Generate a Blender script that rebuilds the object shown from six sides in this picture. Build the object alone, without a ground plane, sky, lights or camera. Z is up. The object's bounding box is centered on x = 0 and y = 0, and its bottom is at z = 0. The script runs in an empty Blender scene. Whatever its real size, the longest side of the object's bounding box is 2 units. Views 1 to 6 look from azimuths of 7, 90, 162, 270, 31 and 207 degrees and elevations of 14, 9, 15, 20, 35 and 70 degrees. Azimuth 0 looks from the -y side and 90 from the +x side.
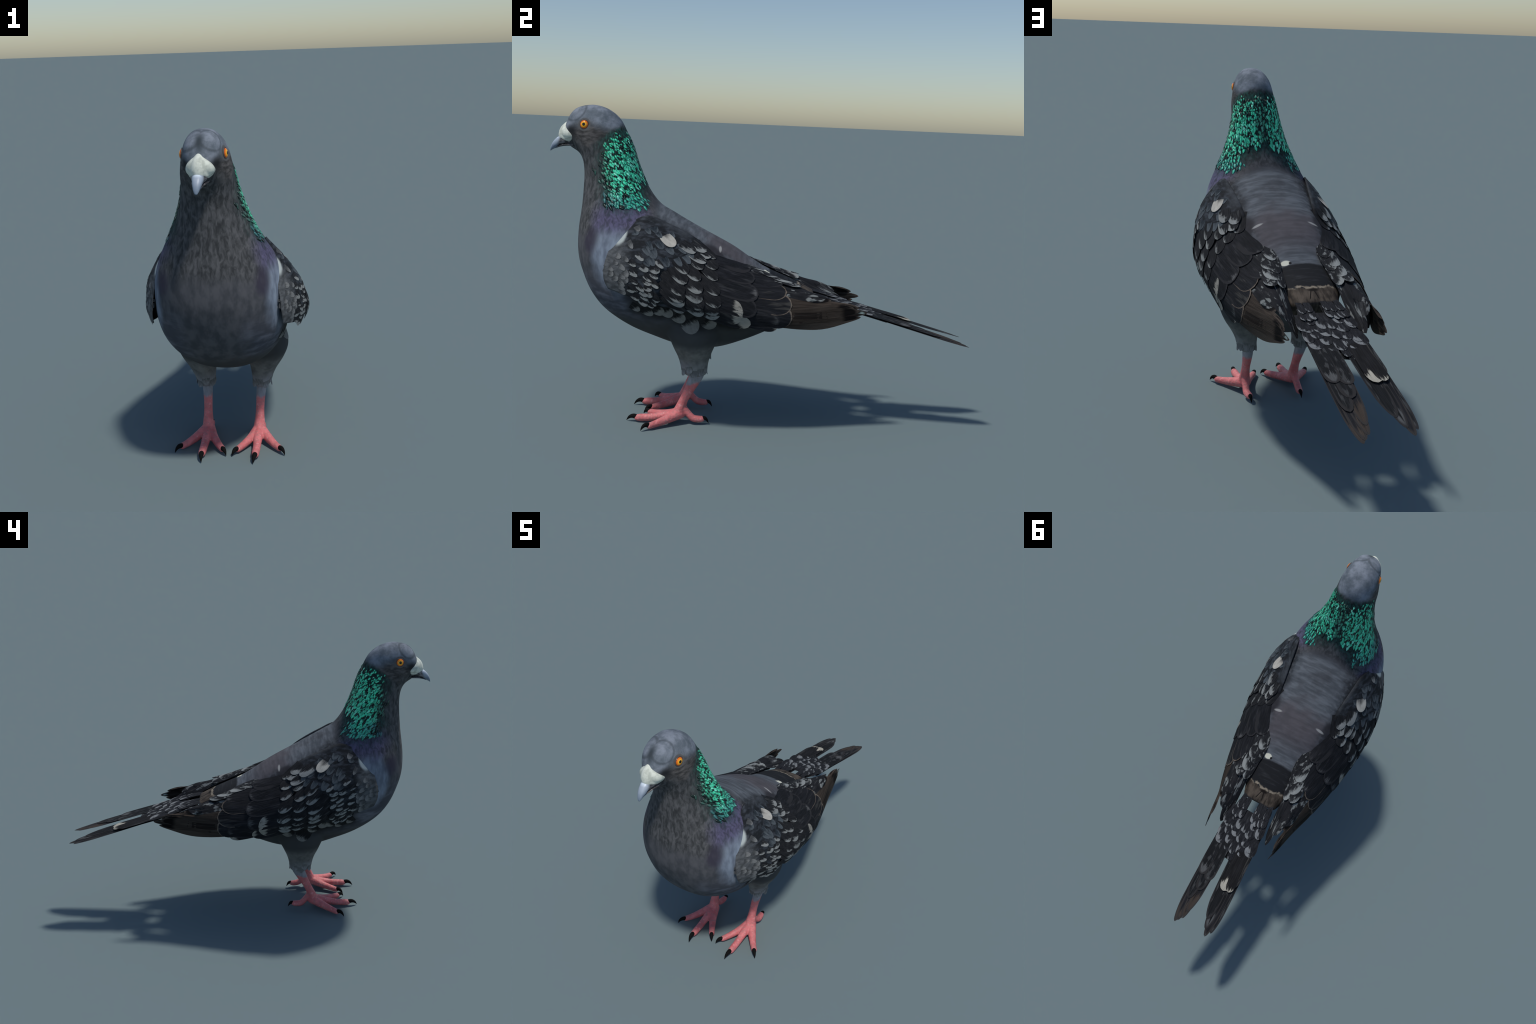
# A standing feral pigeon: smooth plumage body, layered wing feathers, forked tail, pink feet.
import bpy, bmesh, math, random
import numpy as np
from mathutils import Matrix, Vector
from mathutils.bvhtree import BVHTree

rng = random.Random(7)
XC = -0.003                       # the mirror plane of the bird
TAU = math.tau


# ------------------------------------------------------------------ small tools
def spline(rows, s):
    """Catmull-Rom through equally spaced rows (array n x k) at parameter s in 0..n-1, linear beyond."""
    n = len(rows)
    i = min(max(int(math.floor(s)), 0), n - 2)
    f = s - i
    p1, p2 = rows[i], rows[i + 1]
    if f < 0:
        return p1 + (p2 - p1) * f
    if f > 1:
        return p2 + (p2 - p1) * (f - 1)
    p0 = rows[i - 1] if i > 0 else 2 * p1 - p2
    p3 = rows[i + 2] if i + 2 < n else 2 * p2 - p1
    return 0.5 * (2 * p1 + (p2 - p0) * f + (2 * p0 - 5 * p1 + 4 * p2 - p3) * f * f + (3 * p1 - p0 - 3 * p2 + p3) * f ** 3)


def smooth01(a, b, v):
    t = min(max((v - a) / (b - a), 0.0), 1.0)
    return t * t * (3 - 2 * t)


def unit(v):
    return v / (np.linalg.norm(v) + 1e-12)


def new_mesh(name, verts, faces, smooth=True):
    me = bpy.data.meshes.new(name)
    me.from_pydata([tuple(map(float, v)) for v in verts], [], faces)
    me.update()
    if smooth:
        me.polygons.foreach_set("use_smooth", [True] * len(me.polygons))
    return me


def add(name, me, parent=None, mat=None):
    ob = bpy.data.objects.new(name, me)
    bpy.context.scene.collection.objects.link(ob)
    if parent is not None:
        ob.parent = parent
    if mat is not None and me is not None and not me.materials:
        me.materials.append(mat)
    return ob


def loft(rings, cap=True):
    """Closed rings (lists of points) -> verts, faces."""
    n = len(rings[0])
    verts = [p for r in rings for p in r]
    faces = []
    for i in range(len(rings) - 1):
        for j in range(n):
            k = (j + 1) % n
            faces.append((i * n + j, i * n + k, (i + 1) * n + k, (i + 1) * n + j))
    if cap:
        faces.append(tuple(range(n - 1, -1, -1)))
        b = (len(rings) - 1) * n
        faces.append(tuple(b + j for j in range(n)))
    return verts, faces


def tube(points, seg=16, steps=5, squash=1.0):
    """Tapered round tube through (x, y, z, r) points with rounded ends."""
    rows = np.array(points, float)
    n = len(rows)
    samples = [spline(rows, i / steps) for i in range((n - 1) * steps + 1)]
    rings = []
    up = np.array([0, 0, 1.0])
    for i, s in enumerate(samples):
        a = samples[max(i - 1, 0)][:3]
        b = samples[min(i + 1, len(samples) - 1)][:3]
        t = unit(b - a)
        side = np.cross(t, up)
        if np.linalg.norm(side) < 0.15:
            side = np.array([1.0, 0, 0])
        side = unit(side)
        nor = np.cross(side, t)
        rings.append([s[:3] + s[3] * (math.cos(TAU * j / seg) * side + squash * math.sin(TAU * j / seg) * nor) for j in range(seg)])
    def dome(ring, direction, r):
        c = np.mean(ring, axis=0)
        out = []
        for k in (0.35, 0.7, 0.95):
            out.append([c + direction * r * k + (p - c) * math.sqrt(1 - k * k) for p in ring])
        return out
    t0 = unit(samples[0][:3] - samples[1][:3])
    t1 = unit(samples[-1][:3] - samples[-2][:3])
    rings = dome(rings[0], t0, samples[0][3])[::-1] + rings + dome(rings[-1], t1, samples[-1][3])
    return loft(rings)


def beads(points, steps=5):
    """Swelling made of overlapping spheres along (x, y, z, r) points, to be fused."""
    rows = np.array(points, float)
    out = []
    for i in range((len(rows) - 1) * steps + 1):
        c = spline(rows, i / steps)
        out.append(loft([[(c[0] + c[3] * math.sin(math.pi * a / 10) * math.cos(TAU * b / 18), c[1] + c[3] * math.sin(math.pi * a / 10) * math.sin(TAU * b / 18),
                           c[2] - c[3] * math.cos(math.pi * a / 10)) for b in range(18)] for a in [.02] + list(range(1, 10)) + [9.98]]))
    return out


def merge(parts):
    verts, faces = [], []
    for v, f in parts:
        o = len(verts)
        verts += list(v)
        faces += [tuple(i + o for i in q) for q in f]
    return verts, faces


def remeshed(parts, voxel, smooth_steps, factor=0.5):
    """Fuse overlapping closed shells into one smooth skin."""
    v, f = merge(parts)
    tmp = add("fusing", new_mesh("fusing", v, f))
    m = tmp.modifiers.new("fuse", "REMESH")
    m.mode, m.voxel_size, m.use_smooth_shade = "VOXEL", voxel, True
    if smooth_steps:
        s = tmp.modifiers.new("relax", "SMOOTH")
        s.factor, s.iterations = factor, smooth_steps
    bpy.context.view_layer.update()
    me = bpy.data.meshes.new_from_object(tmp.evaluated_get(bpy.context.evaluated_depsgraph_get()))
    old = tmp.data
    bpy.data.objects.remove(tmp)
    bpy.data.meshes.remove(old)
    return me


# ------------------------------------------------------------------ material language
class S:
    """A float socket with arithmetic."""
    def __init__(self, m, sock):
        self.m, self.s = m, sock

    def __add__(a, b): return a.m.math("ADD", a, b)
    def __radd__(a, b): return a.m.math("ADD", b, a)
    def __sub__(a, b): return a.m.math("SUBTRACT", a, b)
    def __rsub__(a, b): return a.m.math("SUBTRACT", b, a)
    def __mul__(a, b): return a.m.math("MULTIPLY", a, b)
    def __rmul__(a, b): return a.m.math("MULTIPLY", b, a)
    def __truediv__(a, b): return a.m.math("DIVIDE", a, b)
    def __neg__(a): return a.m.math("MULTIPLY", a, -1)
    def abs(a): return a.m.math("ABSOLUTE", a, 0)
    def max(a, b): return a.m.math("MAXIMUM", a, b)
    def min(a, b): return a.m.math("MINIMUM", a, b)
    def pow(a, b): return a.m.math("POWER", a, b)
    def sqrt(a): return a.m.math("SQRT", a, 0)


class Mat:
    def __init__(self, name, rough=0.75, spec=0.25):
        self.mat = bpy.data.materials.new(name)
        self.mat.use_nodes = True
        self.t = self.mat.node_tree
        self.n = self.t.nodes
        self.bsdf = self.n["Principled BSDF"]
        self.bsdf.inputs["Roughness"].default_value = rough
        self.bsdf.inputs["Specular IOR Level"].default_value = spec
        self.tc = self.n.new("ShaderNodeTexCoord")
        self.co = self.tc.outputs["Object"]
        sep = self.n.new("ShaderNodeSeparateXYZ")
        self.t.links.new(self.co, sep.inputs[0])
        self.x, self.y, self.z = (S(self, sep.outputs[i]) for i in range(3))
        self._rand = None

    def put(self, sock, v):
        if isinstance(v, S):
            self.t.links.new(v.s, sock)
        elif isinstance(v, bpy.types.NodeSocket):
            self.t.links.new(v, sock)
        elif isinstance(v, (tuple, list)) and len(v) == 3 and len(sock.default_value) == 4:
            sock.default_value = (*v, 1)
        else:
            sock.default_value = v

    def math(self, op, a, b):
        n = self.n.new("ShaderNodeMath")
        n.operation = op
        self.put(n.inputs[0], a)
        self.put(n.inputs[1], b)
        return S(self, n.outputs[0])

    def step(self, a, b, v):
        n = self.n.new("ShaderNodeMapRange")
        n.interpolation_type = "SMOOTHSTEP"
        self.put(n.inputs["Value"], v)
        if b < a:
            n.inputs["From Min"].default_value, n.inputs["From Max"].default_value = b, a
            n.inputs["To Min"].default_value, n.inputs["To Max"].default_value = 1, 0
        else:
            n.inputs["From Min"].default_value, n.inputs["From Max"].default_value = a, b
        return S(self, n.outputs["Result"])

    def vec(self, x, y, z):
        n = self.n.new("ShaderNodeCombineXYZ")
        for i, v in enumerate((x, y, z)):
            self.put(n.inputs[i], v)
        return n.outputs[0]

    def scaled(self, sx, sy, sz, rot=(0, 0, 0)):
        n = self.n.new("ShaderNodeMapping")
        self.t.links.new(self.co, n.inputs["Vector"])
        n.inputs["Scale"].default_value = (sx, sy, sz)
        n.inputs["Rotation"].default_value = rot
        return n.outputs[0]

    def noise(self, scale, vec=None, detail=3.0, w=None, rough=0.55, distort=0.0):
        n = self.n.new("ShaderNodeTexNoise")
        self.put(n.inputs["Vector"], vec if vec is not None else self.co)
        n.inputs["Scale"].default_value = scale
        n.inputs["Detail"].default_value = detail
        n.inputs["Roughness"].default_value = rough
        n.inputs["Distortion"].default_value = distort
        if w is not None:
            n.noise_dimensions = "4D"
            self.put(n.inputs["W"], w)
        return S(self, n.outputs["Fac"])

    def voronoi(self, scale, vec=None, feature="F1", rand=1.0):
        n = self.n.new("ShaderNodeTexVoronoi")
        n.feature = feature
        self.put(n.inputs["Vector"], vec if vec is not None else self.co)
        n.inputs["Scale"].default_value = scale
        n.inputs["Randomness"].default_value = rand
        return S(self, n.outputs["Distance"])

    def mix(self, a, b, f):
        n = self.n.new("ShaderNodeMix")
        n.data_type = "RGBA"
        self.put(n.inputs[0], f)
        self.put(n.inputs[6], a)
        self.put(n.inputs[7], b)
        return n.outputs[2]

    def gain(self, col, f):
        """Multiply a colour by a float socket."""
        n = self.n.new("ShaderNodeVectorMath")
        n.operation = "SCALE"
        self.put(n.inputs[0], col)
        self.put(n.inputs["Scale"], f)
        return n.outputs[0]

    @property
    def rand(self):
        if self._rand is None:
            n = self.n.new("ShaderNodeObjectInfo")
            self._rand = S(self, n.outputs["Random"])
        return self._rand

    def island(self):
        return S(self, self.n.new("ShaderNodeNewGeometry").outputs["Random Per Island"])

    def normal_z(self):
        sep = self.n.new("ShaderNodeSeparateXYZ")
        self.t.links.new(self.tc.outputs["Normal"], sep.inputs[0])
        return S(self, sep.outputs[2])

    def blob(self, c, r, mirror=True, wob=None):
        """Ellipsoid distance: 0 at centre, 1 at radius."""
        ax = (self.x - XC).abs() if mirror else self.x
        dx = (ax - c[0]) * (1 / r[0])
        dy = (self.y - c[1]) * (1 / r[1])
        dz = (self.z - c[2]) * (1 / r[2])
        d = (dx * dx + dy * dy + dz * dz).sqrt()
        return d if wob is None else d + wob

    def bump(self, h, strength=0.3, dist=0.01):
        n = self.n.new("ShaderNodeBump")
        n.inputs["Strength"].default_value = strength
        n.inputs["Distance"].default_value = dist
        self.put(n.inputs["Height"], h)
        self.t.links.new(n.outputs[0], self.bsdf.inputs["Normal"])

    def done(self, col):
        self.put(self.bsdf.inputs["Base Color"], col)
        return self.mat


# ------------------------------------------------------------------ the body surface
# Each section: dorsal point (y, z), ventral point (y, z), half width, where the widest
# point lies between them, and how boxy the upper and lower halves are.
SECTIONS = np.array([
    # Dy     Dz     Vy     Vz     w      m    nt   nb
    (-.932, 1.352, -.930, 1.292, .020, .50, 2.0, 1.8),
    (-.913, 1.404, -.906, 1.275, .044, .42, 2.1, 1.6),
    (-.882, 1.446, -.886, 1.263, .0625, .45, 2.3, 1.65),
    (-.840, 1.464, -.867, 1.252, .076, .52, 2.4, 1.8),
    (-.785, 1.469, -.850, 1.234, .089, .58, 2.3, 2.0),
    (-.725, 1.451, -.839, 1.205, .099, .60, 2.3, 2.0),
    (-.674, 1.412, -.835, 1.165, .103, .56, 2.1, 2.0),
    (-.643, 1.357, -.836, 1.110, .112, .52, 2.1, 2.0),
    (-.612, 1.289, -.840, 1.050, .125, .50, 2.1, 2.0),
    (-.581, 1.199, -.845, .990, .151, .50, 2.1, 2.0),
    (-.540, 1.106, -.853, .921, .190, .50, 2.1, 2.1),
    (-.483, 1.029, -.857, .847, .228, .48, 2.1, 2.15),
    (-.412, .986, -.852, .778, .252, .47, 2.1, 2.25),
    (-.338, .944, -.833, .710, .268, .47, 2.2, 2.35),
    (-.264, .906, -.790, .612, .277, .48, 2.2, 2.4),
    (-.191, .870, -.722, .528, .279, .48, 2.2, 2.4),
    (-.122, .834, -.614, .454, .272, .48, 2.2, 2.3),
    (-.051, .788, -.498, .404, .258, .47, 2.2, 2.2),
    (.024, .743, -.364, .360, .235, .44, 2.3, 2.1),
    (.100, .711, -.215, .350, .198, .40, 2.4, 2.0),
    (.160, .687, -.080, .388, .160, .34, 2.5, 2.0),
    (.215, .661, .060, .450, .120, .26, 2.7, 2.0),
    (.264, .634, .205, .535, .092, .18, 3.0, 2.0),
])
SEG = 72


def body_point(u, phi):
    """u: section number, phi: 0 dorsal .. pi ventral (left, +x), pi .. 2 pi back up the right."""
    dy, dz, vy, vz, w, m, nt, nb = spline(SECTIONS, u)
    D, V = np.array([dy, dz]), np.array([vy, vz])
    C = D + m * (V - D)
    c, s = math.cos(phi), math.sin(phi)
    e = 2 / (nt if c > 0 else nb)
    k = abs(c) ** e
    x = w * abs(s) ** e * (1 if s >= 0 else -1)
    q = C + (D - C) * k if c > 0 else C + (V - C) * k
    return np.array([XC + x, q[0], q[1]])


def thigh_rings(side):
    rows = np.array([
        # x     y      z     rx    ry
        (.128, -.283, .238, .024, .030),
        (.126, -.283, .246, .037, .052),
        (.129, -.288, .280, .046, .062),
        (.137, -.290, .330, .060, .074),
        (.150, -.292, .390, .084, .098),
        (.160, -.290, .450, .094, .120),
        (.150, -.290, .520, .090, .120),
    ])
    rings = []
    for i in range(31):
        x, y, z, rx, ry = spline(rows, i / 5)
        rings.append([(XC + side * (x + .003 + rx * math.cos(TAU * j / 32)), y + ry * math.sin(TAU * j / 32), z) for j in range(32)])
    if side < 0:
        rings = [r[::-1] for r in rings]
    return loft(rings)


def plumage():
    m = Mat("plumage", .8, .15)
    x, y, z = m.x, m.y, m.z
    ax = (x - XC).abs()
    n1 = m.noise(9, detail=4)
    n2 = m.noise(38, detail=3)
    streak = m.noise(1, m.scaled(70, 60, 27), 3, distort=.6)            # hair-like streaks that run down the neck
    cross = m.noise(1, m.scaled(9, 60, 40), 3)              # transverse streaks over the back
    down = m.noise(1, m.scaled(26, 26, 14), 3)
    wob = (n1 - .5) * .6
    nz = m.normal_z()
    # breast and throat
    col = m.mix((.030, .032, .034), (.094, .095, .099), m.step(.3, .75, streak))
    soft = m.mix((.046, .049, .056), (.080, .081, .089), m.step(.35, .65, down))
    col = m.mix(col, soft, m.step(.93, .84, z + (n1 - .5) * .1))
    # lower breast, a bit bluer, then the belly
    col = m.mix(col, m.mix((.05, .054, .068), (.115, .122, .15), m.step(.4, .7, m.noise(1, m.scaled(10, 10, 30), 3))), m.step(.80, .62, z + (n1 - .5) * .12) * m.step(.07, .18, ax + (n1 - .5) * .08))
    col = m.mix(col, m.mix((.035, .037, .039), (.075, .078, .08), n1), m.step(.56, .47, z + (n1 - .5) * .08))
    # blue-grey sides of the breast
    col = m.mix(col, m.mix((.11, .13, .17), (.22, .26, .32), m.step(.3, .75, m.noise(1, m.scaled(30, 30, 12), 3))), m.step(1.0, .55, m.blob((.25, -.65, .79), (.13, .14, .19), wob=wob)) * .95)
    # violet gloss below the green
    col = m.mix(col, m.mix((.042, .041, .066), (.098, .088, .165), m.step(.3, .7, streak)), m.step(1.1, .25, m.blob((.20, -.63, .975), (.11, .17, .11), wob=wob * 1.4)) * .9)
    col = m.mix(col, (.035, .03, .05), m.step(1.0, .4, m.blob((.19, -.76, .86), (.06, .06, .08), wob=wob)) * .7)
    # back
    back = m.mix((.058, .066, .076), (.108, .120, .136), m.step(.3, .72, cross))
    back = m.mix(back, m.mix((.046, .043, .048), (.098, .092, .103), m.step(.25, .75, n1 * .6 + cross * .4)), m.step(-.33, -.17, y + (n1 - .5) * .25) * m.step(.02, -.12, y + (n1 - .5) * .1))
    back = m.mix(back, (.045, .042, .047), m.step(-.46, -.52, y))
    back = m.mix(back, m.mix((.013, .016, .020), (.07, .08, .092), m.step(.42, .7, n2)), m.step(.115, .175, ax + (n1 - .5) * .09) * m.step(.0, -.06, y) * .9)
    back = m.mix(back, (.03, .03, .034), m.step(.5, .68, n1) * .45)
    col = m.mix(col, back, m.step(.25, .55, nz + (n1 - .5) * .2) * m.step(-.57, -.50, y + ax * -.3) * m.step(.6, .65, z) * m.step(1.08, 1.02, z))
    # green base under the neck scales
    neck = m.step(1.39, 1.35, z + (n2 - .5) * .04) * m.step(1.02, 1.10, z + (n1 - .5) * .05 + (ax - .1) * .55) * m.step(-.79, -.69, y + (z - 1.15) * .1 + (n1 - .5) * .07)
    col = m.mix(col, m.mix((.012, .018, .018), (.02, .075, .062), m.step(.35, .7, m.noise(1, m.scaled(90, 90, 45), 2))), neck)
    # head
    head = m.step(1.245, 1.30, z + (n2 - .5) * .05 + (y + .80) * .55)
    face = m.mix((.034, .033, .033), (.105, .099, .097), m.step(.3, .75, m.noise(1, m.scaled(40, 26, 75, (.35, 0, 0)), 3)))
    crown = m.mix((.085, .103, .122), (.185, .208, .245), m.step(.3, .7, m.noise(20, detail=5, rough=.65)))
    crown = m.mix(crown, (.034, .044, .052), m.step(1.1, .1, m.blob((-.004, -.895, 1.43), (.024, .06, .055), mirror=False)))
    crown = m.mix(crown, (.04, .048, .056), m.step(.008, .002, (m.blob((.03, -.86, 1.425), (.045, .05, .05)) - 1.0).abs() * .05 + (n1 - .5).abs() * .01) * .5)
    hd = m.mix(face, crown, m.step(1.360, 1.415, z + (n1 - .5) * .06 + (y + .80).abs() * .35))
    hd = m.mix(hd, (.013, .014, .016), m.step(1.15, .2, m.blob((.056, -.885, 1.348), (.034, .044, .030), wob=wob)) * .9)
    hd = m.mix(hd, (.016, .016, .017), m.step(1.28, 1.25, z + (n1 - .5) * .04) * .8)
    hd = m.mix(hd, m.mix((.075, .078, .085), (.11, .105, .10), n2), m.step(1.25, 1.05, m.blob((.078, -.822, 1.378), (.034, .026, .026))))
    col = m.mix(col, hd, head * m.step(1.335, 1.37, z + (-.70 - y) * .75 + (n2 - .5) * .03))
    # rump: pale spot, dark panel, pale hem, brown band
    top = m.step(.0, .25, nz) * m.step(.55, .6, z)
    yy = y + (n1 - .5) * .02 - ax * .05
    col = m.mix(col, m.mix((.010, .011, .013), (.032, .034, .038), m.step(.5, .8, cross)), top * m.step(.035, .05, yy))
    hem = yy + ax * ax * 3.0 + (m.noise(22, detail=4) - .5) * .07
    col = m.mix(col, m.mix((.10, .08, .06), (.30, .26, .20), n2), top * m.step(.172, .184, hem) * m.step(.40, .52, m.noise(34, detail=2) + m.step(.05, .01, ax) * .15))
    col = m.mix(col, m.mix((.020, .016, .013), (.082, .066, .052), m.step(.3, .7, m.noise(1, m.scaled(60, 16, 20), 4))), m.step(.186, .196, hem) * m.step(.5, .55, z))
    col = m.mix(col, (.008, .006, .005), top * m.step(1.0, .5, m.blob((-.004, .198, .657), (.034, .012, .03), mirror=False)))
    col = m.mix(col, (.008, .006, .005), m.step(.0032, .0016, (x + .006 + (y - .2) * .2).abs().min((x - .006 - (y - .2) * .38).abs())) * m.step(.195, .205, y) * m.step(.247, .237, y) * top)
    col = m.mix(col, (.15, .085, .02), m.step(.0035, .001, (y - .2625).abs()) * m.step(.058, .04, ax) * top * .8)
    col = m.mix(col, (.5, .5, .42), m.step(1.0, .7, m.blob((.062, .032, .735), (.024, .016, .05), mirror=False, wob=wob * .4)))
    col = m.mix(col, (.008, .008, .01), m.step(1.0, .8, m.blob((.042, .036, .735), (.007, .007, .05), mirror=False)))
    # soft dark side marks on the back with a pale tick
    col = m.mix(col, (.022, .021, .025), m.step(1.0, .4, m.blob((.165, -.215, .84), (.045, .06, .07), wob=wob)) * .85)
    col = m.mix(col, (.30, .30, .29), m.step(1.0, .5, m.blob((.125, -.185, .84), (.030, .008, .05), wob=wob * .5)) * .8)
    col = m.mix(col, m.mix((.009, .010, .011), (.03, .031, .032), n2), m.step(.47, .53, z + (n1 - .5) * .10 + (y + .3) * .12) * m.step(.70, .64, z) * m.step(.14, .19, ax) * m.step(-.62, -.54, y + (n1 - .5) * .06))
    # thighs and the pale cuff
    leg = m.step(.42, .36, z + (n1 - .5) * .06) * m.step(.05, .075, ax)
    col = m.mix(col, m.mix((.085, .088, .086), (.20, .20, .19), m.step(.3, .7, n1 * .5 + n2 * .5)), leg)
    col = m.mix(col, m.mix((.13, .135, .135), (.30, .30, .305), n2), m.step(.345, .265, z + (n1 - .5) * .10) * leg * .8)
    col = m.mix(col, (.25, .25, .27), m.step(.33, .25, z + (n1 - .5) * .12) * m.step(-.26, -.32, y) * leg * .7)
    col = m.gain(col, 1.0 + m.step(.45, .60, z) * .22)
    m.bump(streak * .5 + down * .3 + n2 * .2, .35, .004)
    return m.done(col)


# ------------------------------------------------------------------ feathers
def outline(tau, c=.62, root=.45, point=2.2):
    """Half width of a feather along its length, 1 at the widest."""
    if tau < c:
        return root + (1 - root) * smooth01(0, c * .9, tau)
    k = (tau - c) / (1 - c)
    return math.sqrt(max(1 - k ** point, 0.0))


def feather_mesh(name, F, a, b, hw, off0, off1, thick=.0015, c=.62, root=.45, nt=12, nv=6, bulge=.0, ragged=0.0, seed=0, flip=1, sink=.004, point=2.2):
    """A feather laid on the surface F(p, q) -> point, from parameters a to b.
    Returns mesh in its own frame (x across -1..1, y along 0..1) and the frame matrix."""
    r = random.Random(seed)
    a, b = np.array(a, float), np.array(b, float)
    h = 1e-3
    def at(p):
        P = F(*p)
        Fp, Fq = (F(p[0] + h, p[1]) - P) / h, (F(p[0], p[1] + h) - P) / h
        return P, Fp, Fq, unit(np.cross(Fp, Fq)) * flip
    P0, P1 = F(*a), F(*b)
    L = np.linalg.norm(P1 - P0)
    rows = []
    lack = [r.uniform(-1, 1) * ragged for _ in range(nv + 1)]
    for i in range(nt + 1):
        tau = 1 - (1 - i / nt) ** 1.35
        pc = a + (b - a) * tau
        P, Fp, Fq, N = at(pc)
        T = unit(Fp * (b - a)[0] + Fq * (b - a)[1])
        B = np.cross(N, T) * -1
        J = np.stack([Fp, Fq], 1)
        inv = np.linalg.pinv(J)
        w = hw * max(outline(tau, c, root, point), .02)
        row = []
        for j in range(nv + 1):
            v = -1 + 2 * j / nv
            d = inv @ (B * w * v)
            tt = tau - (abs(lack[j]) if j not in (0, nv) else 0) * smooth01(c, 1, tau)
            q = a + (b - a) * tt + d
            Q = F(*q)
            row.append((Q, N, off0 + (off1 - off0) * tau - sink * (1 - min(tau / .3, 1)) + bulge * (1 - v * v) * tau))
        rows.append(row)
    _, Fp, Fq, N0 = at(a + (b - a) * .5)
    Y = unit(P1 - P0)
    Z = unit(N0 - Y * np.dot(N0, Y))
    X = np.cross(Y, Z)
    M = np.eye(4)
    M[:3, 0], M[:3, 1], M[:3, 2], M[:3, 3] = X * hw, Y * L, Z * L, P0
    Mi = np.linalg.inv(M)
    verts, faces = [], []
    n = nv + 1
    for k in (0, 1):
        for row in rows:
            for j, (Q, N, o) in enumerate(row):
                edge = 0.25 if j in (0, nv) else 1.0
                R = Q + N * (o - k * thick * edge)
                verts.append((Mi @ np.append(R, 1))[:3])
    top = (nt + 1) * n
    for i in range(nt):
        for j in range(nv):
            q = (i * n + j, i * n + j + 1, (i + 1) * n + j + 1, (i + 1) * n + j)
            faces.append(q)
            faces.append(tuple(top + v for v in q[::-1]))
    for i in range(nt):
        for j in (0, nv):
            q = (i * n + j, (i + 1) * n + j, top + (i + 1) * n + j, top + i * n + j)
            faces.append(q if j == 0 else q[::-1])
    for i in (0, nt):
        for j in range(nv):
            q = (i * n + j + 1, i * n + j, top + i * n + j, top + i * n + j + 1)
            faces.append(q if i == 0 else q[::-1])
    me = new_mesh(name, verts, faces)
    bm = bmesh.new()
    bm.from_mesh(me)
    bmesh.ops.recalc_face_normals(bm, faces=bm.faces)
    bm.to_mesh(me)
    bm.free()
    me.set_sharp_from_angle(angle=math.radians(38))
    return me, Matrix(M.tolist())


MIRROR = Matrix.Translation((2 * XC, 0, 0)) @ Matrix.Diagonal((-1, 1, 1, 1))


# the outer skin of the left wing: rows run front to back, six points from inner top to lower edge
WING_Y = [-.65, -.55, -.45, -.35, -.25, -.15, -.03, .10, .20, .30, .40, .48]
WING = np.array([
    [(.214, -.595, .955), (.240, -.648, .885), (.258, -.680, .795), (.265, -.688, .735), (.268, -.682, .695), (.268, -.666, .662)],
    [(.192, -.510, .990), (.253, -.550, .925), (.301, -.568, .825), (.313, -.572, .745), (.317, -.565, .690), (.307, -.550, .632)],
    [(.178, -.420, .958), (.260, -.445, .891), (.325, -.452, .800), (.341, -.455, .725), (.345, -.455, .660), (.326, -.455, .605)],
    [(.165, -.330, .915), (.250, -.345, .856), (.313, -.350, .770), (.345, -.350, .695), (.351, -.350, .635), (.333, -.350, .588)],
    [(.155, -.245, .862), (.225, -.245, .818), (.300, -.250, .745), (.339, -.250, .675), (.348, -.250, .615), (.333, -.250, .572)],
    [(.142, -.160, .813), (.210, -.155, .787), (.285, -.150, .718), (.326, -.150, .650), (.336, -.150, .595), (.324, -.150, .558)],
    [(.087, -.025, .763), (.160, -.030, .758), (.243, -.030, .700), (.296, -.030, .635), (.316, -.030, .580), (.308, -.030, .540)],
    [(.098, .100, .706), (.152, .100, .716), (.215, .100, .686), (.261, .100, .630), (.287, .100, .570), (.281, .100, .518)],
    [(.104, .190, .666), (.145, .200, .683), (.192, .200, .672), (.238, .200, .624), (.261, .200, .560), (.254, .200, .510)],
    [(.110, .290, .612), (.140, .300, .632), (.176, .300, .655), (.215, .300, .624), (.229, .300, .557), (.226, .300, .513)],
    [(.118, .400, .560), (.135, .400, .578), (.160, .400, .602), (.198, .400, .629), (.208, .400, .577), (.208, .400, .532)],
    [(.130, .480, .530), (.145, .480, .550), (.164, .480, .580), (.190, .480, .604), (.192, .480, .582), (.192, .480, .555)],
])


def wing(y, t):
    s = np.interp(y, WING_Y, range(12))
    if y > WING_Y[-1]:
        s = 11 + (y - WING_Y[-1]) / .08
    if y < WING_Y[0]:
        s = (y - WING_Y[0]) / .1
    cols = np.array([spline(WING[:, k, :], s) for k in range(6)])
    return spline(cols, t * 5)


def tail(x, y):
    return np.array([x, y, .631 - .281 * (y - .27) - .25 * (x - .005) ** 2])


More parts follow.
